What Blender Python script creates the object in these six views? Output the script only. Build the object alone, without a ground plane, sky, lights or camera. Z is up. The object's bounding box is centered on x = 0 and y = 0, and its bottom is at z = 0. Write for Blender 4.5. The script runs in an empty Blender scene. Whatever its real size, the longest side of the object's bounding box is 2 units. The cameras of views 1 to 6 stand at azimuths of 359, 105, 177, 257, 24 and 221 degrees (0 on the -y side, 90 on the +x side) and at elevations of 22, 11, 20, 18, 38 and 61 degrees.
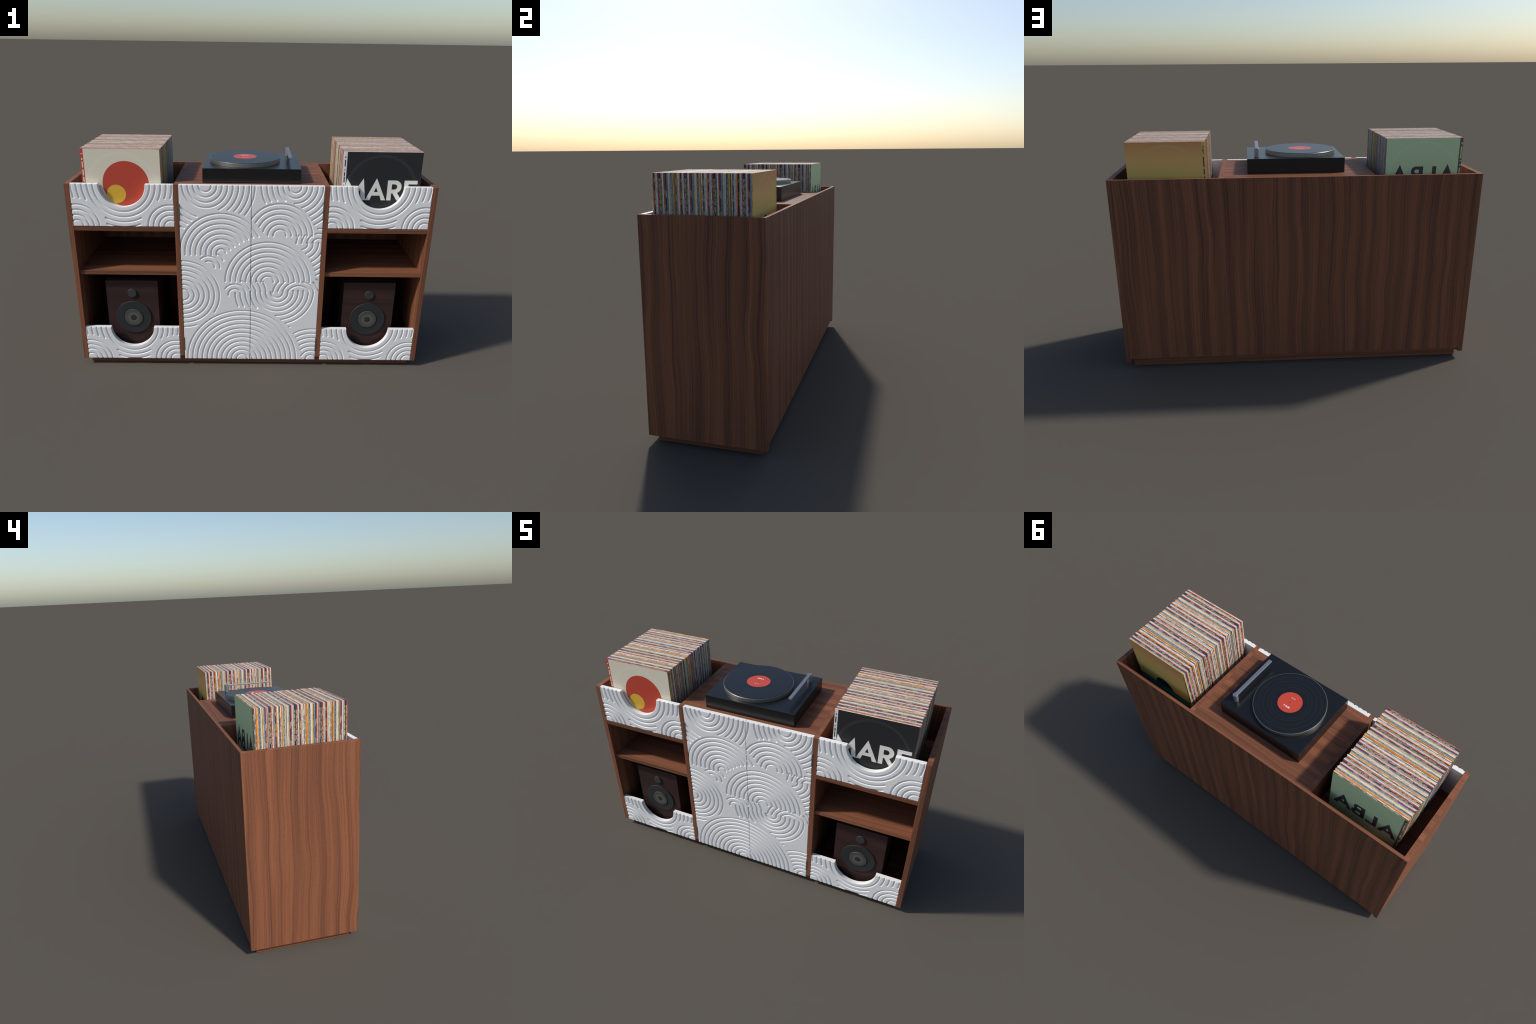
"""Walnut record cabinet with carved white fronts, two stacks of record sleeves,
a turntable on top and two bookshelf loudspeakers in the lower bays."""
import bpy, bmesh, math, random
import numpy as np
from mathutils import Vector

rng = random.Random(11)
SC = bpy.context.scene.collection

# ------------------------------------------------------------------ sizes (m)
HX, HY, TOP = 1.0, 0.300, 1.1195          # cabinet half width, half depth, top
T_SIDE = 0.0272                           # side panel thickness
SIDE_IN = HX - T_SIDE
DIV_OUT, DIV_IN = 0.4195, 0.3930          # divider faces (|x|)
Z_SIDE = 0.0410                           # lower edge of the sides
Z_FLOOR = 0.0645                          # top of the bottom panel
FRONT_T = 0.0255                          # thickness of the white fronts
Y_BACK_IN = 0.2820
SH1 = (0.8550, 0.8805)                    # record shelf
SH2 = (0.5885, 0.6130)                    # middle shelf
BAY_C, BAY_W = 0.6962, 0.5500             # side bay centre, drawer front width


# ================================================================== materials
def srgb(r, g, b, k=1.0):
    def f(c):
        c /= 255.0
        return (c / 12.92 if c <= 0.04045 else ((c + 0.055) / 1.055) ** 2.4) * k
    return (min(f(r), 0.93), min(f(g), 0.93), min(f(b), 0.93), 1.0)


class Tree:
    def __init__(self, name):
        self.m = bpy.data.materials.new(name)
        self.m.use_nodes = True
        self.t = self.m.node_tree
        self.t.nodes.clear()
        self.out = self.t.nodes.new("ShaderNodeOutputMaterial")
        self.b = self.t.nodes.new("ShaderNodeBsdfPrincipled")
        self.t.links.new(self.b.outputs[0], self.out.inputs[0])

    def n(self, kind, **kw):
        nd = self.t.nodes.new("ShaderNode" + kind)
        for k, v in kw.items():
            setattr(nd, k, v)
        return nd

    def put(self, sock, v):
        if isinstance(v, bpy.types.NodeSocket):
            self.t.links.new(v, sock)
        else:
            sock.default_value = v

    def math(self, op, a, b=0.0, c=0.0, clamp=False):
        nd = self.n("Math", operation=op, use_clamp=clamp)
        for i, v in enumerate((a, b, c)):
            self.put(nd.inputs[i], v)
        return nd.outputs[0]

    def mix(self, f, a, b):
        nd = self.n("Mix", data_type="RGBA")
        self.put(nd.inputs[0], f)
        self.put(nd.inputs[6], a)
        self.put(nd.inputs[7], b)
        return nd.outputs[2]

    def ramp(self, f, *stops, interp="LINEAR"):
        nd = self.n("ValToRGB")
        cr = nd.color_ramp
        cr.interpolation = interp
        while len(cr.elements) < len(stops):
            cr.elements.new(0.5)
        for e, (p, c) in zip(cr.elements, stops):
            e.position = p
            e.color = c if len(c) == 4 else (*c, 1)
        self.put(nd.inputs[0], f)
        return nd.outputs[0]

    def fall(self, f, lo, hi):
        nd = self.n("MapRange", interpolation_type="SMOOTHSTEP")
        self.put(nd.inputs[0], f)
        nd.inputs[1].default_value, nd.inputs[2].default_value = lo, hi
        return nd.outputs[0]

    def noise(self, vec, scale=1.0, detail=2.0, rough=0.5, dim="3D", distort=0.0):
        nd = self.n("TexNoise", noise_dimensions=dim)
        if dim == "1D":
            self.put(nd.inputs["W"], vec)
        else:
            self.put(nd.inputs["Vector"], vec)
        nd.inputs["Scale"].default_value = scale
        nd.inputs["Detail"].default_value = detail
        nd.inputs["Roughness"].default_value = rough
        nd.inputs["Distortion"].default_value = distort
        return nd.outputs[0]

    def coord(self, which="Object"):
        return self.n("TexCoord").outputs[which]

    def scaled(self, vec, s, loc=(0, 0, 0)):
        nd = self.n("Mapping")
        self.put(nd.inputs[0], vec)
        nd.inputs["Location"].default_value = loc
        nd.inputs["Scale"].default_value = s
        return nd.outputs[0]

    def surface(self, colour, rough=0.5, metal=0.0, spec=0.5, **kw):
        self.put(self.b.inputs["Base Color"], colour)
        self.put(self.b.inputs["Roughness"], rough)
        self.b.inputs["Metallic"].default_value = metal
        self.b.inputs["Specular IOR Level"].default_value = spec
        for k, v in kw.items():
            self.put(self.b.inputs[k], v)
        return self.m


def plain(name, colour, rough=0.5, metal=0.0, spec=0.5):
    return Tree(name).surface(colour, rough, metal, spec)


def wood(name, axis, light, mid, dark, seed, warp=1.0, rough=0.58, vary=True, band=1.0):
    """Walnut veneer: long wavy bands, thin dark growth lines and short pores,
    all drawn out along the grain axis of the board.  Across the grain the sum of
    the two other axes is used, so every face shows upright lines."""
    t = Tree(name)
    sep = t.n("SeparateXYZ")
    t.put(sep.inputs[0], t.coord())
    i = "XYZ".index(axis)
    o = [k for k in range(3) if k != i]
    u = sep.outputs[i]
    nrm = t.n("SeparateXYZ")
    t.put(nrm.inputs[0], t.n("NewGeometry").outputs["True Normal"])
    cut = t.math("GREATER_THAN", t.math("ABSOLUTE", nrm.outputs[i]), 0.7)   # sawn end: lines run straight across
    v = t.math("MULTIPLY_ADD", sep.outputs[o[0]], t.math("SUBTRACT", 1.0, cut), sep.outputs[o[1]])
    if vary:                                   # each board is cut elsewhere
        r = t.n("ObjectInfo").outputs["Random"]
        u = t.math("MULTIPLY_ADD", r, 17.0, u)
        v = t.math("MULTIPLY_ADD", r, 29.0, v)
    v = t.math("ADD", v, seed)

    def grid(fu, fv, vv, detail, rough_):
        c = t.n("CombineXYZ")
        t.put(c.inputs[0], t.math("MULTIPLY", u, fu))
        t.put(c.inputs[1], t.math("MULTIPLY", vv, fv))
        return t.noise(c.outputs[0], 1.0, detail, rough_, dim="2D")

    # the grain wanders sideways by slow noise, neighbouring lines together
    w1 = grid(2.3, 3.4, v, 1.0, 0.4)
    w2 = grid(5.0, 7.0, v, 1.0, 0.5)
    sh = t.math("ADD", t.math("MULTIPLY", t.math("SUBTRACT", w1, 0.5), 0.040 * warp),
                t.math("MULTIPLY", t.math("SUBTRACT", w2, 0.5), 0.009 * warp))
    q = t.math("ADD", v, sh)
    broad = grid(0.30, 15.0, q, 1.0, 0.5)
    # fairly even stripes, about thirteen to the metre, softened by the noise
    ph = t.math("MULTIPLY_ADD", grid(0.3, 4.0, q, 1.0, 0.5), 7.0, t.math("MULTIPLY", q, 2 * math.pi * 12.5))
    wave = t.math("MULTIPLY_ADD", t.math("SINE", ph), 0.080, t.math("MULTIPLY", broad, 0.55))
    broad = t.math("ADD", wave, 0.215)
    tone = grid(0.5, 6.0, q, 1.0, 0.5)
    narrow = grid(0.45, 62.0, q, 2.0, 0.55)
    lines = grid(0.5, 170.0, q, 1.0, 0.6)
    hair = grid(0.9, 420.0, q, 1.0, 0.5)
    pores = grid(70.0, 330.0, q, 1.0, 0.5)
    col = t.mix(t.fall(broad, 0.30, 0.66), mid, light)
    col = t.mix(t.math("MULTIPLY", t.fall(tone, 0.55, 0.75), 0.35 * band), col, mid)
    gate = t.fall(broad, 0.62, 0.36)
    col = t.mix(t.math("MULTIPLY", t.fall(narrow, 0.48, 0.72), t.math("MULTIPLY_ADD", gate, 0.10, 0.10)), col, dark)
    col = t.mix(t.math("MULTIPLY", t.fall(lines, 0.55, 0.66), t.math("MULTIPLY_ADD", gate, 0.25, 0.25)), col, dark)
    col = t.mix(t.math("MULTIPLY", t.fall(hair, 0.50, 0.64), 0.38), col, dark)
    col = t.mix(t.math("MULTIPLY", t.fall(pores, 0.64, 0.74), 0.34), col, dark)
    bump = t.n("Bump")
    bump.inputs["Strength"].default_value = 0.05
    bump.inputs["Distance"].default_value = 0.001
    t.put(bump.inputs["Height"], lines)
    return t.surface(col, rough, 0.0, 0.2, Normal=bump.outputs[0])


W_L, W_M, W_D = srgb(146, 92, 65), srgb(120, 77, 56), srgb(70, 45, 35)
M_WOOD_Z = wood("walnut_upright_grain", "Z", W_L, W_M, W_D, 3.1)
M_WOOD_X = wood("walnut_level_grain", "X", W_L, W_M, W_D, 8.7, warp=0.7)
M_SPK = wood("dark_stained_veneer", "X", srgb(64, 44, 40), srgb(57, 39, 36),
             srgb(40, 28, 26), 5.3, warp=0.25, rough=0.6)


def white_paint():
    t = Tree("white_satin_lacquer")
    n = t.noise(t.coord(), 55.0, 3.0, 0.5)
    col = t.mix(n, srgb(231, 230, 228), srgb(237, 236, 233))
    return t.surface(col, 0.42, 0.0, 0.4)


M_WHITE = white_paint()
M_HINGE = plain("brushed_hinge_steel", srgb(128, 130, 128), 0.45, 0.85)


def metal_turned():
    """Turned aluminium rim: fine upright streaks round the edge."""
    t = Tree("turned_aluminium")
    sep = t.n("SeparateXYZ")
    t.put(sep.inputs[0], t.coord())
    ang = t.math("ARCTAN2", sep.outputs[1], sep.outputs[0])
    n = t.noise(t.math("MULTIPLY", ang, 34.0), 1.0, 3.0, 0.8, dim="1D")
    col = t.mix(n, srgb(112, 111, 108), srgb(186, 184, 178))
    return t.surface(col, 0.42, 0.9)


M_PLATTER = metal_turned()
M_ARM = plain("satin_grey_metal", srgb(150, 152, 158), 0.45, 0.75)
M_TT = plain("black_satin_lacquer", srgb(18, 18, 19), 0.29, 0.0, 0.55)


def vinyl(cx_rings):
    t = Tree("black_vinyl")
    sep = t.n("SeparateXYZ")
    t.put(sep.inputs[0], t.coord())
    r = t.math("SQRT", t.math("ADD", t.math("POWER", sep.outputs[0], 2.0),
                              t.math("POWER", sep.outputs[1], 2.0)))
    mask = 0.0
    for rr in cx_rings:                         # gaps between the tracks
        d = t.math("ABSOLUTE", t.math("SUBTRACT", r, rr))
        mask = t.math("MAXIMUM", mask, t.fall(d, 0.0014, 0.0004))
    fine = t.noise(t.math("MULTIPLY", r, 900.0), 1.0, 2.0, 0.6, dim="1D")
    col = t.mix(t.math("MULTIPLY", mask, 0.55), srgb(17, 18, 21), srgb(52, 54, 60))
    rough = t.math("MULTIPLY_ADD", fine, 0.06, 0.29)
    return t.surface(col, rough, 0.0, 0.6)


M_VINYL = vinyl((0.1007, 0.1176, 0.1432, 0.1692))
M_LABEL = plain("red_label_paper", srgb(194, 69, 48), 0.38, 0.0, 0.6)
M_LABEL_INK = plain("pale_label_ink", srgb(240, 226, 220), 0.75)
M_RUBBER = plain("black_surround_rubber", srgb(37, 38, 38), 0.6)
M_TWEETER = plain("grey_tweeter_dome", srgb(53, 53, 52), 0.55)
M_CAP = plain("dark_dust_cap", srgb(42, 43, 42), 0.5)


def cone_mat():
    t = Tree("grey_woofer_cone")
    sep = t.n("SeparateXYZ")
    t.put(sep.inputs[0], t.coord())
    r = t.math("SQRT", t.math("ADD", t.math("POWER", sep.outputs[0], 2.0),
                              t.math("POWER", sep.outputs[2], 2.0)))
    col = t.mix(t.fall(r, 0.016, 0.050), srgb(92, 90, 84), srgb(66, 65, 62))
    return t.surface(col, 0.6)


M_CONE = cone_mat()

# ------------------------------------------------ sleeve designs (back -> front)
K = 1.0
CREAM, BISQUE, CHALK, ICE = ((222, 213, 200), (222, 205, 191), (220, 215, 205), (222, 221, 218))
ORANGE, YELLOW, BLUE, BROWN = (236, 130, 48), (222, 184, 98), (138, 148, 174), (106, 88, 75)
NAVY, RED, MAUVE = (36, 60, 84), (184, 66, 48), (192, 166, 160)
SAGE, BURNT, OLIVE, SLATE = (190, 196, 156), (184, 96, 60), (158, 138, 80), (106, 112, 140)
GREY, MIST, TAN, PLUM, LEMON = (160, 158, 158), (180, 192, 172), (218, 164, 142), (142, 120, 124), (210, 190, 96)
INK = (74, 76, 80)
DESIGNS = [("orange", ORANGE, BURNT), ("mustard", YELLOW, OLIVE), ("slate_blue", BLUE, SLATE),
           ("umber", BROWN, SAGE), ("cream", CREAM, GREY), ("bisque", BISQUE, MIST),
           ("mustard_pale", YELLOW, OLIVE), ("slate_pale", BLUE, SLATE), ("navy", NAVY, SAGE),
           ("red", RED, TAN), ("ivory", CREAM, MIST), ("mauve", MAUVE, PLUM),
           ("navy_lemon", NAVY, LEMON), ("navy_sage", NAVY, SAGE), ("crimson", RED, TAN),
           ("chalk", CHALK, GREY), ("rose_grey", MAUVE, PLUM), ("midnight", NAVY, LEMON),
           ("tangerine", ORANGE, BURNT), ("ice_white", ICE, GREY), ("off_white", CHALK, GREY),
           ("cocoa", BROWN, SAGE), ("paper", CREAM, INK)]


def sleeve_mat(name, base, mark, seed):
    """Card sleeve: plain edge colour with a broken line of tiny printed marks
    down the middle of every narrow edge."""
    t = Tree("sleeve_" + name)
    base, mark = srgb(*base, K), srgb(*mark, K)
    g = t.n("SeparateXYZ")
    t.put(g.inputs[0], t.coord("Generated"))
    nm = t.n("SeparateXYZ")
    t.put(nm.inputs[0], t.coord("Normal"))
    side = t.math("GREATER_THAN", t.math("ABSOLUTE", nm.outputs[0]), 0.5)
    face = t.math("GREATER_THAN", t.math("ABSOLUTE", nm.outputs[1]), 0.5)
    run = t.math("ADD", t.math("MULTIPLY", g.outputs[2], side),
                 t.math("MULTIPLY", g.outputs[0], t.math("SUBTRACT", 1.0, side)))
    inside = t.math("MULTIPLY", t.math("GREATER_THAN", run, 0.06), t.math("LESS_THAN", run, 0.94))
    # dashes: random-length cells, switched on or off, with a small gap between
    v = t.n("TexVoronoi", voronoi_dimensions="1D", feature="F1")
    t.put(v.inputs["W"], t.math("ADD", t.math("MULTIPLY", run, 1.0), seed * 1.37))
    v.inputs["Scale"].default_value = 13.0
    wn = t.n("TexWhiteNoise", noise_dimensions="1D")
    t.put(wn.inputs["W"], v.outputs["W"])
    on = t.math("LESS_THAN", wn.outputs["Value"], 0.72)
    ed = t.n("TexVoronoi", voronoi_dimensions="1D", feature="DISTANCE_TO_EDGE")
    t.put(ed.inputs["W"], t.math("ADD", t.math("MULTIPLY", run, 1.0), seed * 1.37))
    ed.inputs["Scale"].default_value = 13.0
    gap = t.math("GREATER_THAN", ed.outputs["Distance"], 0.10)
    band = t.math("LESS_THAN", t.math("ABSOLUTE", t.math("SUBTRACT", g.outputs[1], 0.5)), 0.25)
    m = t.math("MULTIPLY", t.math("MULTIPLY", on, gap), t.math("MULTIPLY", band, inside))
    m = t.math("MULTIPLY", m, t.math("SUBTRACT", 1.0, face))
    col = t.mix(t.math("MULTIPLY", m, 0.85), base, mark)
    return t.surface(t.mix(face, col, mark), 0.55, 0.0, 0.3)


M_SLEEVE = [sleeve_mat(n, b, m, i + 1) for i, (n, b, m) in enumerate(DESIGNS)]


def ring_wear(name, stops, worn, ring=(0.1815, 0.1955), amount=0.5):
    """Cover print with an up-down gradient and the pale ring of the disc inside."""
    t = Tree(name)
    sep = t.n("SeparateXYZ")
    t.put(sep.inputs[0], t.coord())
    r = t.math("SQRT", t.math("ADD", t.math("POWER", sep.outputs[0], 2.0),
                              t.math("POWER", sep.outputs[2], 2.0)))
    z = t.math("MULTIPLY_ADD", sep.outputs[2], 1 / 0.42, 0.5)
    col = t.ramp(z, *stops)
    mid = 0.5 * (ring[0] + ring[1])
    hw = 0.5 * (ring[1] - ring[0])
    d = t.math("ABSOLUTE", t.math("SUBTRACT", r, mid))
    col = t.mix(t.math("MULTIPLY", t.fall(d, hw + 0.001, hw - 0.001), amount), col, worn)
    return t.surface(col, 0.5, 0.0, 0.35)


# ================================================================ mesh helpers
def link(ob, parent=None):
    SC.objects.link(ob)
    if parent is not None:
        ob.parent = parent
        ob.matrix_parent_inverse = parent.matrix_world.inverted()
    return ob


def empty(name, loc, label, category):
    ob = bpy.data.objects.new(name, None)
    ob.empty_display_size = 0.05
    ob.location = loc
    ob["label"], ob["category"] = label, category
    SC.objects.link(ob)
    bpy.context.view_layer.update()
    return ob


def child(name, me, parent, centre):
    """Object with its origin at centre (world), parented to an Empty."""
    ob = bpy.data.objects.new(name, me)
    ob.location = Vector(centre)
    SC.objects.link(ob)
    if parent is not None:
        ob.parent = parent
        ob.matrix_parent_inverse = parent.matrix_world.inverted()
    return ob


def box_mesh(name, size, bevel=0.0, mat=None, segs=2):
    bm = bmesh.new()
    bmesh.ops.create_cube(bm, size=1.0)
    bmesh.ops.scale(bm, vec=size, verts=bm.verts)
    if bevel:
        bmesh.ops.bevel(bm, geom=list(bm.edges), offset=bevel, segments=segs, affect="EDGES", profile=0.5)
    me = bpy.data.meshes.new(name)
    bm.to_mesh(me)
    bm.free()
    if mat:
        me.materials.append(mat)
    return me


def box(name, lo, hi, mat, parent, bevel=0.0008):
    lo, hi = Vector(lo), Vector(hi)
    return child(name, box_mesh(name, hi - lo, bevel, mat), parent, (lo + hi) / 2)


def lathe_mesh(name, profile, mat, steps=96, axis="Z"):
    """Turn (radius, height) points round the axis."""
    bm = bmesh.new()
    rings = []
    for r, h in profile:
        if r < 1e-6:
            rings.append([bm.verts.new((0, 0, h))])
        else:
            rings.append([bm.verts.new((r * math.cos(2 * math.pi * i / steps),
                                        r * math.sin(2 * math.pi * i / steps), h)) for i in range(steps)])
    for a, b in zip(rings, rings[1:]):
        for i in range(steps):
            j = (i + 1) % steps
            if len(a) == 1:
                bm.faces.new((a[0], b[i], b[j]))
            elif len(b) == 1:
                bm.faces.new((a[i], a[j], b[0]))
            else:
                bm.faces.new((a[i], a[j], b[j], b[i]))
    if axis == "Y":                             # +h points towards -y (the front)
        for v in bm.verts:
            v.co = Vector((v.co.x, -v.co.z, v.co.y))
    bmesh.ops.recalc_face_normals(bm, faces=bm.faces)
    me = bpy.data.meshes.new(name)
    bm.to_mesh(me)
    bm.free()
    me.materials.append(mat)
    me.shade_smooth()
    me.set_sharp_from_angle(angle=math.radians(40))
    return me


def print_mesh(name, outlines, mat, thick=0.0004):
    """Thin raised print in the x-z plane, made from closed outlines (holes allowed)."""
    cu = bpy.data.curves.new(name, "CURVE")
    cu.dimensions = "2D"
    cu.fill_mode = "BOTH"
    cu.extrude = thick / 2
    for pts in outlines:
        sp = cu.splines.new("POLY")
        sp.points.add(len(pts) - 1)
        for q, (x, z) in zip(sp.points, pts):
            q.co = (x, z, 0, 1)
        sp.use_cyclic_u = True
    tmp = bpy.data.objects.new(name + "_tmp", cu)
    SC.objects.link(tmp)
    dg = bpy.context.evaluated_depsgraph_get()
    me = bpy.data.meshes.new_from_object(tmp.evaluated_get(dg))
    bpy.data.objects.remove(tmp)
    bpy.data.curves.remove(cu)
    me.name = name
    co = np.empty(len(me.vertices) * 3)
    me.vertices.foreach_get("co", co)
    co = co.reshape(-1, 3)
    co = np.stack([co[:, 0], -co[:, 2], co[:, 1]], 1)
    me.vertices.foreach_set("co", co.ravel())
    me.update()
    me.materials.clear()
    me.materials.append(mat)
    return me


def disc(cx, cz, r, a0=0.0, a1=360.0, n=72):
    k = n if a1 - a0 >= 360 else n + 1
    return [(cx + r * math.cos(math.radians(a0 + (a1 - a0) * i / n)),
             cz + r * math.sin(math.radians(a0 + (a1 - a0) * i / n))) for i in range(k)]


def rect(x0, z0, x1, z1):
    return [(x0, z0), (x1, z0), (x1, z1), (x0, z1)]


# ============================================================= the cabinet body
cab = empty("record_cabinet", (0, 0, 0),
            "walnut record cabinet with carved white doors and open bays", "record cabinet")

for s in (-1, 1):
    x = sorted((s * SIDE_IN, s * HX))
    box("side_panel", (x[0], -HY, Z_SIDE), (x[1], HY, TOP), M_WOOD_Z, cab)
for s in (-1, 1):
    x = sorted((s * DIV_IN, s * DIV_OUT))
    box("divider", (x[0], -HY + 0.0006, Z_FLOOR), (x[1], Y_BACK_IN, TOP - 0.0003), M_WOOD_Z, cab)
box("back_panel", (-SIDE_IN, Y_BACK_IN, 0.0636), (SIDE_IN, HY, TOP - 0.0002), M_WOOD_Z, cab)
box("bottom_panel", (-SIDE_IN, -HY + FRONT_T + 0.0005, Z_SIDE), (SIDE_IN, Y_BACK_IN - 0.0003, Z_FLOOR), M_WOOD_X, cab)
box("top_panel", (-DIV_IN, -HY + FRONT_T + 0.0008, TOP - 0.0255), (DIV_IN, Y_BACK_IN, TOP - 0.0004), M_WOOD_X, cab)
box("plinth", (-0.9645, -0.2650, 0.0), (0.9645, 0.2650, Z_SIDE), M_WOOD_X, cab)
for s in (-1, 1):
    x = sorted((s * DIV_OUT, s * SIDE_IN))
    box("shelf", (x[0], -HY + 0.0012, SH1[0]), (x[1], Y_BACK_IN, SH1[1]), M_WOOD_X, cab)
    box("shelf", (x[0], -0.2868, SH2[0]), (x[1], Y_BACK_IN, SH2[1]), M_WOOD_X, cab)


# ====================================================== carved fronts (grooves)
R0, PITCH, GROOVE = 0.0347, 0.0293, 0.0056


class Fan:
    """A family of concentric arcs: ring k has radius r0 + k * pitch."""

    def __init__(self, x, z, r0=R0, pitch=PITCH):
        self.x, self.z, self.r0, self.p, self.arcs = x, z, r0, pitch, []

    def ring(self, k, *spans):
        for a0, a1 in spans:
            self.arcs.append((self.r0 + k * self.p, a0, a1))
        return self

    def full(self, ks, a0, a1):
        for k in ks:
            self.ring(k, (a0, a1))
        return self


def door_fans():
    crown_l = Fan(-0.2498, 1.1162, 0.0344).full(range(4), -190, 10)
    crown_l.ring(4, (-61, 5)).ring(5, (-47.5, 5)).ring(6, (-41.6, 5)).ring(7, (-39, 5)).ring(8, (-37, 5))
    crown_l.ring(5, (-152, -105.6)).ring(6, (-142, -111.6)).ring(7, (-138, -115)).ring(8, (-132, -116.6))
    upper_l = Fan(-0.1662, 0.7293, 0.0262)
    for k, a0, a1 in ((0, 8, 203), (1, 24, 193), (2, 29, 187.5), (3, 30.6, 185.6),
                      (4, 30.7, 184.5), (5, 29.4, 183.8), (6, 28.1, 183.2), (7, 26.1, 178)):
        upper_l.ring(k, (a0, a1))
    crown_r = Fan(0.2342, 1.1150, 0.0345).full(range(2), -190, 10)
    for k, l, r in ((2, -123, -90), (3, -141.5, -70.6), (4, -147.4, -64.9), (5, -149.5, -62)):
        crown_r.ring(k, (-188, l), (r, 6))
    crown_r.ring(6, (-61.7, 0)).ring(7, (-62, 0))
    upper_r = Fan(0.1576, 0.8371, 0.0359, 0.0292)
    for k, a0, a1 in ((0, -4, 184), (1, -2, 180), (2, -1.3, 166), (3, -0.8, 155.4), (4, -0.5, 150.8), (5, -0.4, 148.6)):
        upper_r.ring(k, (a0, a1))
    heart = Fan(0.0958, 0.5559, 0.0353, 0.0294).full(range(8), -0.2, 180)
    left = Fan(-0.3891, 0.4708, 0.0350, 0.0292).full(range(6), -100, 100)
    left.ring(6, (-32.2, 100), (-100, -70.3))
    nook_l = Fan(-0.2385, 0.6469, R0).ring(0, (-8, 113)).ring(1, (-6.5, 132.5)).ring(2, (25, 54.5))
    nook_r = Fan(0.3744, 0.7878, R0).ring(0, (40, 166)).ring(1, (128, 173), (60, 105.3))
    nook_r.ring(2, (145.2, 176.6), (70, 94)).ring(3, (154.3, 177.6))
    fall_r = Fan(0.2824, 0.7922, R0).ring(0, (-83, 8.3)).ring(1, (-65.4, 4.9)).ring(2, (-60.8, 3.5))
    fall_r.ring(3, (-60.8, -12)).ring(4, (-61.5, -20)).ring(5, (-63, -28)).ring(6, (-65.2, -35))
    basin = Fan(0.1518, 0.4932, 0.0354)
    basin.ring(0, (-177.5, 13.4)).ring(1, (-185, 7.6)).ring(2, (-183.3, 5.4)).ring(3, (-182.4, 4.3))
    basin.ring(4, (-91, 3.6), (-181, -137.2)).ring(5, (-80.1, 3.1), (-179, -147.6))
    basin.ring(6, (-74.1, 2.8), (-179, -153.8)).ring(7, (-70.4, -70.1), (-177.7, -157))
    brook = Fan(-0.0920, 0.4750, 0.0355, 0.0294)
    brook.ring(0, (36, 188.5)).ring(1, (13.3, 144.5)).ring(2, (21, 64.5)).ring(3, (7.1, 43))
    brook.ring(4, (5.8, 34.4)).ring(5, (5, 27.4))
    bridge = Fan(0.2760, 0.4640, 0.0421, 0.0271)
    bridge.ring(1, (34.4, 150.5)).ring(2, (24.3, 76.8), (103.9, 157.8)).ring(3, (130, 166.8), (20, 48))
    bridge.ring(4, (141.1, 169.8), (36, 48.6))
    foot = Fan(-0.0488, 0.0450, 0.0327).full(range(11), -12, 192)
    toe = Fan(0.3665, 0.0450, 0.0303, 0.0294).full((0,), -12, 192)
    for k, a in ((1, 157), (2, 133.4), (3, 126), (4, 123), (5, 121.2), (6, 120.7)):
        toe.ring(k, (45, a))
    return [crown_l, upper_l, crown_r, upper_r, heart, left, nook_l, nook_r, fall_r, basin, brook, bridge, foot, toe]


def drawer_fans(height, tall):
    """Rings round the half-round hand hole and a quarter fan in each lower corner."""
    hole = Fan(0.0, height, 0.0355).ring(4, (-190, 10))
    if tall:
        hole.ring(5, (-190, 10)).ring(6, (-117.2, -62.8), (-186, -156), (-24, 6))
        hole.ring(7, (-112.2, -68), (-186, -161.4), (-18.6, 6)).ring(8, (-185, -164), (-16, 5))
    else:
        hole.ring(5, (-123, -56.6), (-186, -156.3), (-23.7, 6)).ring(6, (-115, -64.6), (-186, -164.2), (-15.8, 6))
        hole.ring(7, (-185, -168), (-12, 5)).ring(8, (-185, -169.4), (-10.6, 5))
    fans = [hole]
    for s in (-1, 1):
        fans.append(Fan(s * 0.2553, 0.0004, 0.0345).full(range(4), -12, 192))
    return fans


def groove_depth(x, z, fans):
    """Depth of the round-nosed grooves at points (x, z)."""
    best = np.full(x.shape, 1.0)
    for f in fans:
        dx, dz = x - f.x, z - f.z
        rad = np.hypot(dx, dz)
        ang = np.degrees(np.arctan2(dz, dx))
        for r, a0, a1 in f.arcs:
            mid, half = 0.5 * (a0 + a1), 0.5 * (a1 - a0)
            off = (ang - mid + 180.0) % 360.0 - 180.0
            over = np.abs(off) - half
            d = np.abs(rad - r)
            out = over > 0
            for a in (a0, a1):
                ex, ez = r * math.cos(math.radians(a)), r * math.sin(math.radians(a))
                de = np.hypot(dx - ex, dz - ez)
                d = np.where(out, np.minimum(np.where(out, de, 1.0), np.where(d > 1, d, 9.0)) if a == a0
                             else np.minimum(d, de), d)
            best = np.minimum(best, d)
    g = np.clip(best / GROOVE, 0, 1)
    depth = 0.0054 * np.clip(1 - g * g, 0, 1) ** 0.75
    lip = np.clip((GROOVE + 0.0010 - best) / 0.0010, 0, 1)
    return np.maximum(depth, 0.0004 * lip * lip)


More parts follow.
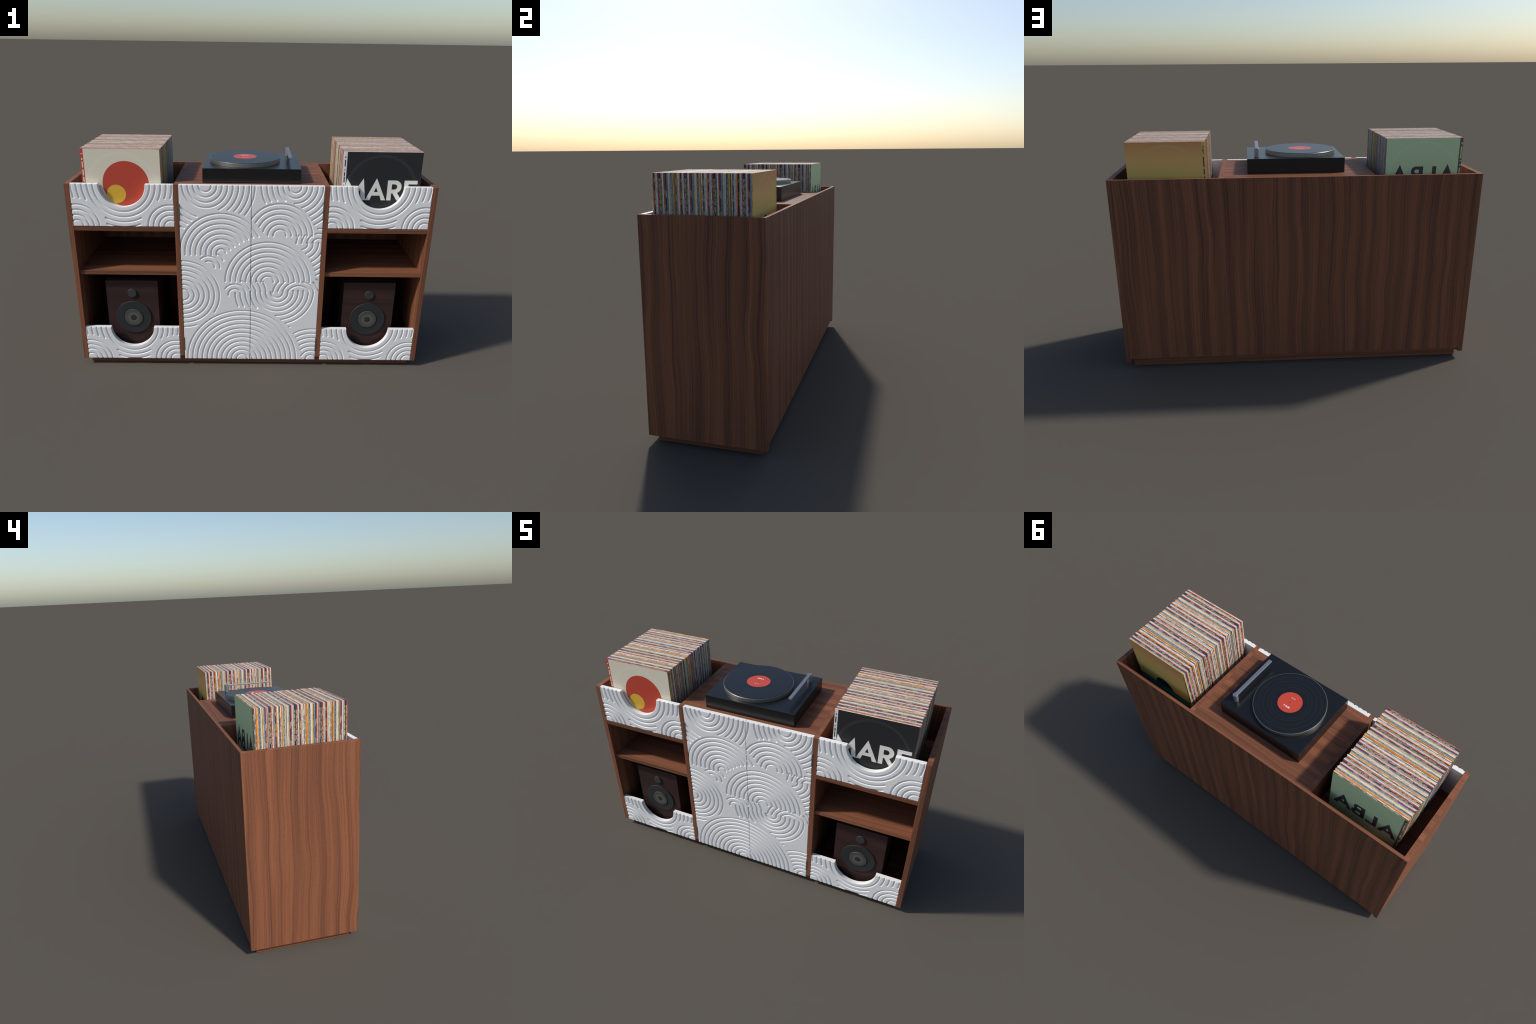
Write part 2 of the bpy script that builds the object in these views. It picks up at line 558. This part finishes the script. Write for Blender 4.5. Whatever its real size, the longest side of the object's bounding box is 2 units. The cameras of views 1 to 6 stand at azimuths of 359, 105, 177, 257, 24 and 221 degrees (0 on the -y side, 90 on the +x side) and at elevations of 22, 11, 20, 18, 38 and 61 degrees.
def carved_mesh(name, x0, x1, z0, z1, fans, hole=None, step=0.0016):
    """A board facing -y whose face is carved with grooves.  hole = (cx, cz, r)
    cuts a half round out of the upper edge."""
    nx, nz = int(round((x1 - x0) / step)), int(round((z1 - z0) / step))
    X, Z = np.meshgrid(np.linspace(x0, x1, nx + 1), np.linspace(z0, z1, nz + 1), indexing="ij")
    idx = np.arange((nx + 1) * (nz + 1)).reshape(nx + 1, nz + 1)
    quads = np.stack([idx[:-1, :-1], idx[1:, :-1], idx[1:, 1:], idx[:-1, 1:]], -1).reshape(-1, 4)
    x, z = X.ravel().copy(), Z.ravel().copy()
    edge = np.minimum(np.minimum(x - x0, x1 - x), np.minimum(z - z0, z1 - z))
    if hole:
        cx, cz, r = hole
        d = np.hypot(x - cx, z - cz)
        inside = d[quads]
        keep = (inside >= r).sum(1) >= 2
        # quads with two corners inside are kept when most of them lies outside
        c = np.hypot(x[quads].mean(1) - cx, z[quads].mean(1) - cz)
        keep &= c >= r
        quads = quads[keep]
        used = np.zeros(len(x), bool)
        used[quads.ravel()] = True
        near = used & (d < r + 0.62 * step)
        top = np.abs(z - cz) < 1e-6
        k = r / np.maximum(d, 1e-9)
        nxp, nzp = cx + (x - cx) * k, cz + (z - cz) * k
        nxp = np.where(top, cx + np.sign(x - cx) * r, nxp)
        nzp = np.where(top, z, np.minimum(nzp, z1))
        x, z = np.where(near, nxp, x), np.where(near, nzp, z)
        edge = np.minimum(edge, np.maximum(np.hypot(x - cx, z - cz) - r, 0))
    y = groove_depth(x, z, fans)
    y = np.maximum(y, 0.0011 * np.clip(1 - edge / 0.0014, 0, 1))
    remap = -np.ones(len(x), int)
    used = np.unique(quads)
    remap[used] = np.arange(len(used))
    quads = remap[quads]
    front = np.stack([x[used], y[used], z[used]], 1)
    # outline: directed edges that occur once
    e = np.concatenate([quads[:, [0, 1]], quads[:, [1, 2]], quads[:, [2, 3]], quads[:, [3, 0]]])
    n = len(used)
    key, rev = e[:, 0] * n + e[:, 1], e[:, 1] * n + e[:, 0]
    rim = e[~np.isin(key, rev)]
    nxt = dict(zip(rim[:, 0].tolist(), rim[:, 1].tolist()))
    loop, v = [], rim[0, 0]
    while len(loop) < len(nxt):
        loop.append(int(v))
        v = nxt[int(v)]
    m = len(loop)
    bk = front[loop].copy()
    bk[:, 1] = FRONT_T
    verts = np.concatenate([front, bk])
    walls = np.array([[loop[(i + 1) % m], loop[i], n + i, n + (i + 1) % m] for i in range(m)])
    corners = np.concatenate([quads.ravel(), walls.ravel(), np.arange(n + m - 1, n - 1, -1)])
    sizes = np.concatenate([np.full(len(quads) + m, 4), [m]])
    me = bpy.data.meshes.new(name)
    me.vertices.add(len(verts))
    me.vertices.foreach_set("co", verts.ravel())
    me.loops.add(len(corners))
    me.loops.foreach_set("vertex_index", corners.astype(np.int32))
    me.polygons.add(len(sizes))
    starts = np.concatenate([[0], np.cumsum(sizes)[:-1]])
    me.polygons.foreach_set("loop_start", starts.astype(np.int32))
    smooth = np.ones(len(sizes), bool)
    smooth[-1] = False
    me.polygons.foreach_set("use_smooth", smooth)
    me.update(calc_edges=True)
    me.validate()
    me.set_sharp_from_angle(angle=math.radians(48))
    me.materials.append(M_WHITE)
    return me


def shifted(me, dx, dz):
    co = np.empty(len(me.vertices) * 3)
    me.vertices.foreach_get("co", co)
    co = co.reshape(-1, 3)
    co -= (dx, 0, dz)
    me.vertices.foreach_set("co", co.ravel())
    me.update()
    return me


DF = door_fans()
DZ0, DZ1 = 0.0440, TOP - 0.0005
for x0, x1 in ((-0.3915, -0.0013), (0.0013, 0.3915)):
    me = shifted(carved_mesh("door", x0, x1, DZ0, DZ1, DF), (x0 + x1) / 2, (DZ0 + DZ1) / 2)
    door = child("door", me, cab, ((x0 + x1) / 2, -HY, (DZ0 + DZ1) / 2))
    bpy.context.view_layer.update()
    s = -1 if x0 < 0 else 1
    for z0, z1 in ((0.1040, 0.1900), (0.9300, 1.0160)):
        hx = sorted((s * 0.3885, s * 0.3965))
        box("hinge", (hx[0], -HY - 0.0009, z0), (hx[1], -HY + 0.012, z1), M_HINGE, door, 0.0005)

HH_U, HH_L = TOP - 0.0005 - 0.8830, 0.2545 - 0.0435
ME_U = carved_mesh("carved_front_tall", -BAY_W / 2, BAY_W / 2, 0, HH_U, drawer_fans(HH_U, True), (0, HH_U, 0.1258))
ME_L = carved_mesh("carved_front_low", -BAY_W / 2, BAY_W / 2, 0, HH_L, drawer_fans(HH_L, False), (0, HH_L, 0.1262))
for s in (-1, 1):
    child("bin_front", ME_U, cab, (s * BAY_C, -HY, 0.8830))
    child("bin_front", ME_L, cab, (s * BAY_C, -HY, 0.0435))


# ================================================================= the turntable
TTX, TTY = (-0.2662, 0.2662), (-0.2515, 0.1868)
TT0, TT1 = TOP, 1.1990
tt = empty("turntable", (0, (TTY[0] + TTY[1]) / 2, TT0), "flat black turntable playing a red label disc", "turntable")
box("base", (TTX[0], TTY[0], TT0 + 0.0003), (TTX[1], TTY[1], TT1), M_TT, tt, 0.0009)
PC = (-0.0398, -0.0322)
pl = lathe_mesh("platter", [(0, 0), (0.1990, 0), (0.1998, 0.0008), (0.1998, 0.0206), (0.1990, 0.0214), (0, 0.0214)], M_PLATTER, 160)
platter = child("platter", pl, tt, (*PC, TT1 + 0.0002))
rec = lathe_mesh("vinyl_disc", [(0.0022, 0), (0.1958, 0), (0.1966, 0.0008), (0.1958, 0.0018), (0.0022, 0.0018), (0.0022, 0)], M_VINYL, 160)
disc_ob = child("vinyl_disc", rec, tt, (*PC, 1.2208))
bpy.context.view_layer.update()
lab = lathe_mesh("label", [(0.0030, 0), (0.0672, 0), (0.0672, 0.0003), (0.0030, 0.0003), (0.0030, 0)], M_LABEL, 96)
child("label", lab, disc_ob, (*PC, 1.2226))
spin = lathe_mesh("spindle", [(0.0030, 0), (0.0030, 0.0006), (0.0024, 0.0010), (0, 0.0010)], M_TT, 32)
child("spindle", spin, disc_ob, (*PC, 1.2224))


def text_flat(name, body, x0, x1, y0, y1, z, mat, parent, heavy=0.0):
    """Lettering lying flat, fitted into the given x and y range."""
    cu = bpy.data.curves.new(name, "FONT")
    cu.body = body
    cu.extrude = 0.004
    cu.offset = heavy
    tmp = bpy.data.objects.new(name + "_tmp", cu)
    SC.objects.link(tmp)
    me = bpy.data.meshes.new_from_object(tmp.evaluated_get(bpy.context.evaluated_depsgraph_get()))
    bpy.data.objects.remove(tmp)
    co = np.empty(len(me.vertices) * 3)
    me.vertices.foreach_get("co", co)
    co = co.reshape(-1, 3)
    lo, hi = co.min(0), co.max(0)
    co = (co - lo) / (hi - lo) - 0.5
    co *= ((x1 - x0), (y1 - y0), 0.0003)
    me.vertices.foreach_set("co", co.ravel())
    me.update()
    me.name = name
    me.materials.clear()
    me.materials.append(mat)
    return child(name, me, parent, ((x0 + x1) / 2, (y0 + y1) / 2, z))


text_flat("lettering", "SIDE A", -0.0606, -0.0200, -0.0058, 0.0040, 1.2230, M_LABEL_INK, disc_ob, 0.03)
text_flat("lettering", "33 1/3", -0.0518, -0.0276, -0.0660, -0.0596, 1.2230, M_LABEL_INK, disc_ob)

arm_root = bpy.data.objects.new("tonearm", lathe_mesh(
    "tonearm", [(0, 0), (0.0138, 0), (0.0143, 0.0005), (0.0143, 0.0478), (0.0137, 0.0484), (0, 0.0484)], M_ARM, 48))
arm_root.location = (0.2118, 0.1190, TT1)
SC.objects.link(arm_root)
arm_root.parent = tt
arm_root.matrix_parent_inverse = tt.matrix_world.inverted()
bpy.context.view_layer.update()
box("arm_tube", (0.2013, -0.1790, 1.2390), (0.2212, 0.1190, 1.24785), M_ARM, arm_root, 0.0012)


# =============================================================== loudspeakers
for s in (-1, 1):
    cx = s * BAY_C + (0.001 if s > 0 else 0.0025)
    sp = empty("loudspeaker", (cx, -0.05, Z_FLOOR), "dark wooden loudspeaker with black round drivers", "loudspeaker")
    yf = -0.2475
    box("enclosure", (cx - 0.1512, yf, Z_FLOOR + 0.0003), (cx + 0.1512, 0.155, 0.5338), M_SPK, sp, 0.0012)
    ring = lathe_mesh("woofer", [(0.030, -0.002), (0.1035, -0.002), (0.1040, 0), (0.1040, 0.0062), (0.1030, 0.0072),
                                 (0.0585, 0.0072), (0.0570, 0.0050), (0.030, 0.0045)], M_RUBBER, 96, "Y")
    wf = child("woofer", ring, sp, (cx, yf, 0.2985))
    bpy.context.view_layer.update()
    cone = lathe_mesh("cone", [(0.0545, 0.0040), (0.0545, 0.0100), (0.0535, 0.0112), (0.0185, 0.0112)], M_CONE, 80, "Y")
    child("cone", cone, wf, (cx, yf, 0.2985))
    cap = lathe_mesh("dust_cap", [(0.0185, 0.0102), (0.0180, 0.0116), (0.0120, 0.0122), (0, 0.0124)], M_CAP, 48, "Y")
    child("dust_cap", cap, wf, (cx, yf, 0.2985))
    tw = lathe_mesh("tweeter", [(0.0262, -0.002), (0.0262, 0.0068), (0.0252, 0.0078), (0, 0.0082)], M_TWEETER, 64, "Y")
    child("tweeter", tw, sp, (cx, yf, 0.4560))


# ============================================================== record sleeves
SW, SH = 0.4195, 0.4195                     # sleeve width and height
SZ = SH1[1] + 0.0002 + SH / 2
SLEEVE_MESH = []
for (nm, _, _), mat in zip(DESIGNS, M_SLEEVE):
    SLEEVE_MESH.append(box_mesh("record_sleeve_" + nm, (SW, 1.0, SH), 0, mat))


def stack(cx, y_back, y_front, first, count):
    """Sleeves stand one behind the other from the back to the front; the designs
    run through the same order again and again."""
    th = [rng.uniform(0.80, 1.20) for _ in range(count)]
    gap = [0.0 if rng.random() < 0.62 else rng.uniform(0.05, 0.42) for _ in range(count)]
    unit = (y_back - y_front) / (sum(th) + sum(gap[:-1]))
    y, made = y_back, []
    for i in range(count):
        d = (first - 1 + i) % len(DESIGNS)
        t = th[i] * unit
        end = i in (0, count - 1)
        ob = bpy.data.objects.new("record_sleeve", SLEEVE_MESH[d])
        ob.location = (cx + (0 if end else rng.uniform(-0.0034, 0.0034)), y - t / 2, SZ + (0 if end else rng.uniform(-0.0001, 0.0006)))
        ob.scale = (1, t - 0.00012, 1)
        ob["label"] = "thin square record sleeve with a %s printed edge" % DESIGNS[d][0].replace("_", " ")
        ob["category"] = "record sleeve"
        SC.objects.link(ob)
        made.append(ob)
        y -= t + gap[i] * unit
    bpy.context.view_layer.update()
    return made[0], made[-1]


LX, RX = -0.6976, 0.6971
YF = -0.2690
lb, lf = stack(LX, 0.2088, YF, 22, 86)
rb, rf = stack(RX, 0.2150, YF, 7, 83)
lf["label"] = "record sleeve with red and yellow discs on cream"
rf["label"] = "black record sleeve with large pale letters MARE"
lb["label"] = "sage green record sleeve with dark letters ALBA"
rb["label"] = "golden record sleeve with a dark planet and green ground"


def face_print(name, sleeve, outlines, mat, cx, y, thick=0.0003):
    ob = child(name, print_mesh(name, outlines, mat, thick), sleeve, (cx, y, SZ))
    return ob


def edge_strip(sleeve, base, cx, y):
    """The turned-over spine strip along the left margin of a cover."""
    face_print("spine_strip", sleeve, [rect(X0, Z0, X0 + STRIP - 0.0001, Z1)],
               plain("spine_strip_card", srgb(*base), 0.55), cx, y)


def at(cx, pts):
    """World x, z outlines to offsets from the sleeve centre."""
    return [[(x - cx, z - SZ) for x, z in p] for p in pts]


def strip_marks(xc, w, zs):
    return [rect(xc - w / 2, lo, xc + w / 2, hi) for hi, lo in zs]


X0, X1 = -SW / 2 + 0.0004, SW / 2 - 0.0004
Z0, Z1 = -SH / 2 + 0.0004, SH / 2 - 0.0004
STRIP = 0.0172

# --- cream cover with a red and a yellow disc (front of the left bay)
M = ring_wear("cream_cover_print", ((0, srgb(222, 212, 190)), (1, srgb(222, 212, 190))), srgb(230, 220, 204), amount=0.35)
face_print("cover", lf, [rect(X0 + STRIP, Z0, X1, Z1)], M, LX, YF - 0.0002)
face_print("printed_disc", lf, at(LX, [disc(-0.6762, 1.1135, 0.1240)]), plain("red_print", srgb(188, 68, 48), 0.5), LX, YF - 0.0005)
face_print("printed_disc", lf, at(LX, [disc(-0.7306, 1.0575, 0.0510)]), plain("yellow_print", srgb(220, 174, 56), 0.5), LX, YF - 0.0008)
edge_strip(lf, RED, LX, YF - 0.0002)
red_marks = ((1.2765, 1.2696), (1.2516, 1.2398), (1.2320, 1.1992), (1.1902, 1.1568), (1.1492, 1.1235),
             (1.1120, 1.0980), (1.0860, 1.0500), (1.0380, 1.0220), (1.0100, 0.9740), (0.9600, 0.9200))
face_print("edge_marks", lf, at(LX, strip_marks(-0.8980, 0.0058, red_marks)), plain("cream_ink", srgb(232, 222, 200), 0.5), LX, YF - 0.0004)


# --- lettering in a heavy geometric hand
def letter_A(xc, z0, w, h):
    a, t = w / 2, 0.0255
    hz0, hz1 = z0 + 0.235 * h, z0 + 0.415 * h
    full = h + 0.010
    def inner(z):                            # half width of the inner opening
        return (a - t) * (1 - (z - z0) / (full * 0.61)) if z < hz0 + 1 else 0
    leg = [(xc - a, z0), (xc - a + t * 0.98, z0), (xc - inner(hz0) * 1.06 - 0.002, hz0), (xc + inner(hz0) * 1.06 + 0.002, hz0),
           (xc + a - t * 0.98, z0), (xc + a, z0), (xc + 0.0005, z0 + full), (xc - 0.0005, z0 + full)]
    tri = [(xc - 0.0103, hz1), (xc + 0.0103, hz1), (xc, z0 + 0.655 * h)]
    return [leg, tri]


def letter_M(xc, z0, w, h):
    a = w / 2
    ax = 0.0449                              # half distance of the two peaks
    zt = z0 + h + 0.0098
    return [[(xc - a, z0), (xc - a + 0.0243, z0), (xc - 0.0300, z0 + 0.0594), (xc, z0 + 0.0118),
             (xc + 0.0300, z0 + 0.0594), (xc + a - 0.0243, z0), (xc + a, z0), (xc + ax, zt),
             (xc, z0 + 0.0486), (xc - ax, zt)]]


def letter_R(x, z0, h):
    st, zc = 0.0234, z0 + 0.6780 * h
    ro, ri = 0.322 * h, 0.130 * h
    xo, xi = x + 0.0405, x + 0.0380
    outer = [(x, z0), (x + st, z0), (x + st, z0 + 0.355 * h), (x + 0.0302, z0 + 0.355 * h), (x + 0.0562, z0),
             (x + 0.0835, z0), (x + 0.0548, zc - ro + 0.0030)]
    outer += [p for p in disc(xo, zc, ro, -62, 90, 26)] + [(x, z0 + h)]
    hole = [(x + st, zc - ri)] + disc(xi, zc, ri, -90, 90, 20) + [(x + st, zc + ri)]
    return [outer, hole]


def letter_E(x, z0, h):
    st, t, w = 0.0232, 0.0204, 0.0705
    m = z0 + h / 2
    return [[(x, z0), (x + w, z0), (x + w, z0 + t), (x + st, z0 + t), (x + st, m - t / 2), (x + w - 0.006, m - t / 2),
             (x + w - 0.006, m + t / 2), (x + st, m + t / 2), (x + st, z0 + h - t), (x + w, z0 + h - t), (x + w, z0 + h), (x, z0 + h)]]


def letter_L(x, z0, h):
    return [[(x, z0), (x + 0.0640, z0), (x + 0.0640, z0 + 0.0196), (x + 0.0225, z0 + 0.0196), (x + 0.0225, z0 + h), (x, z0 + h)]]


def letter_B(x, z0, h):
    st = 0.0230
    r1, r2 = 0.0268, 0.0307
    c1, c2 = z0 + h - r1, z0 + r2
    outer = [(x, z0)] + disc(x + 0.0455, c2, r2, -90, 55, 24) + disc(x + 0.0400, c1, r1, -38, 90, 22) + [(x, z0 + h)]
    h1 = [(x + st, c1 - 0.0100)] + disc(x + 0.0370, c1, 0.0100, -90, 90, 16) + [(x + st, c1 + 0.0100)]
    h2 = [(x + st, c2 - 0.0125)] + disc(x + 0.0420, c2, 0.0125, -90, 90, 16) + [(x + st, c2 + 0.0125)]
    return [outer, h1, h2]


# --- black cover MARE (front of the right bay)
CAP0, CAPH = 1.0382, 0.1106
M = ring_wear("black_cover_print", ((0, srgb(40, 40, 41)), (1, srgb(40, 40, 41))), srgb(62, 64, 66), amount=0.4)
face_print("cover", rf, [rect(X0 + STRIP, Z0, X1, Z1)], M, RX, YF - 0.0002)
P_INK = plain("pale_grey_ink", srgb(230, 227, 219), 0.5)
for nm, shape in (("letter_m", letter_M(0.5565, CAP0, 0.1214, CAPH)), ("letter_a", letter_A(0.6720, CAP0, 0.1112, CAPH)),
                  ("letter_r", letter_R(0.7326, CAP0, CAPH)), ("letter_e", letter_E(0.8220, CAP0, CAPH))):
    face_print(nm, rf, at(RX, shape), P_INK, RX, YF - 0.0005)
edge_strip(rf, ICE, RX, YF - 0.0002)
blk_marks = ((1.2751, 1.2675), (1.2569, 1.2222), (1.2056, 1.2002), (1.1904, 1.1706), (1.1669, 1.1350), (1.1225, 1.1100),
             (1.1000, 1.0640), (1.0560, 1.0300), (1.0160, 0.9900), (0.9760, 0.9350))
face_print("edge_marks", rf, at(RX, strip_marks(0.4955, 0.0056, blk_marks)), plain("black_ink", srgb(38, 38, 40), 0.5), RX, YF - 0.0004)

# --- sage cover ALBA (back of the left bay, seen mirrored from behind)
YA = 0.2088
M = ring_wear("sage_cover_print", ((0, srgb(206, 224, 171)), (1, srgb(206, 224, 171))), srgb(208, 230, 188), amount=0.45)
face_print("cover", lb, [rect(X0 + STRIP, Z0, X1, Z1)], M, LX, YA + 0.0002)
D_INK = plain("dark_umber_ink", srgb(76, 66, 66), 0.5)
ZA, HA = 1.0366, 0.1106
for nm, shape in (("letter_a", letter_A(-0.8322, ZA, 0.1100, HA)), ("letter_l", letter_L(-0.7706, ZA, HA)),
                  ("letter_b", letter_B(-0.6974, ZA, HA)), ("letter_a", letter_A(-0.5672, ZA, 0.1100, HA))):
    face_print(nm, lb, at(LX, shape), D_INK, LX, YA + 0.0005)
edge_strip(lb, BROWN, LX, YA + 0.0002)
sage_marks = ((1.2753, 1.2635), (1.2522, 1.1875), (1.1785, 1.1721), (1.1567, 1.1490), (1.1353, 1.1020), (1.0900, 1.0820),
              (1.0700, 1.0300), (1.0180, 0.9900), (0.9760, 0.9300))
face_print("edge_marks", lb, at(LX, strip_marks(-0.9008, 0.0062, sage_marks)), plain("sage_ink", srgb(206, 224, 171), 0.5), LX, YA + 0.0004)

# --- golden cover with a planet over a green ground (back of the right bay)
YG = 0.2150
M = ring_wear("gold_cover_print", ((0.36, srgb(232, 188, 96)), (0.55, srgb(225, 191, 100)), (0.78, srgb(238, 182, 108)), (1.0, srgb(219, 150, 91))),
              srgb(220, 186, 124), amount=0.4)
face_print("cover", rb, [rect(X0 + STRIP, Z0, X1, Z1)], M, RX, YG + 0.0002)
face_print("printed_planet", rb, at(RX, [disc(0.7030, 1.0270, 0.0688, 4.0, 176.0, 60)]), plain("midnight_print", srgb(30, 40, 62), 0.5), RX, YG + 0.0005)
face_print("printed_ground", rb, [rect(X0 + STRIP, Z0, X1, 1.0322 - SZ)], plain("deep_green_print", srgb(40, 130, 120), 0.5), RX, YG + 0.0008)
edge_strip(rb, YELLOW, RX, YG + 0.0002)
gold_marks = ((1.2749, 1.2689), (1.2615, 1.2455), (1.2425, 1.2369), (1.2185, 1.1668), (1.1554, 1.1251), (1.1141, 1.1060),
              (1.0960, 1.0600), (1.0480, 1.0200), (1.0080, 0.9700), (0.9560, 0.9200))
face_print("edge_marks", rb, at(RX, strip_marks(0.4970, 0.0056, gold_marks)), plain("navy_ink", srgb(40, 52, 72), 0.5), RX, YG + 0.0004)
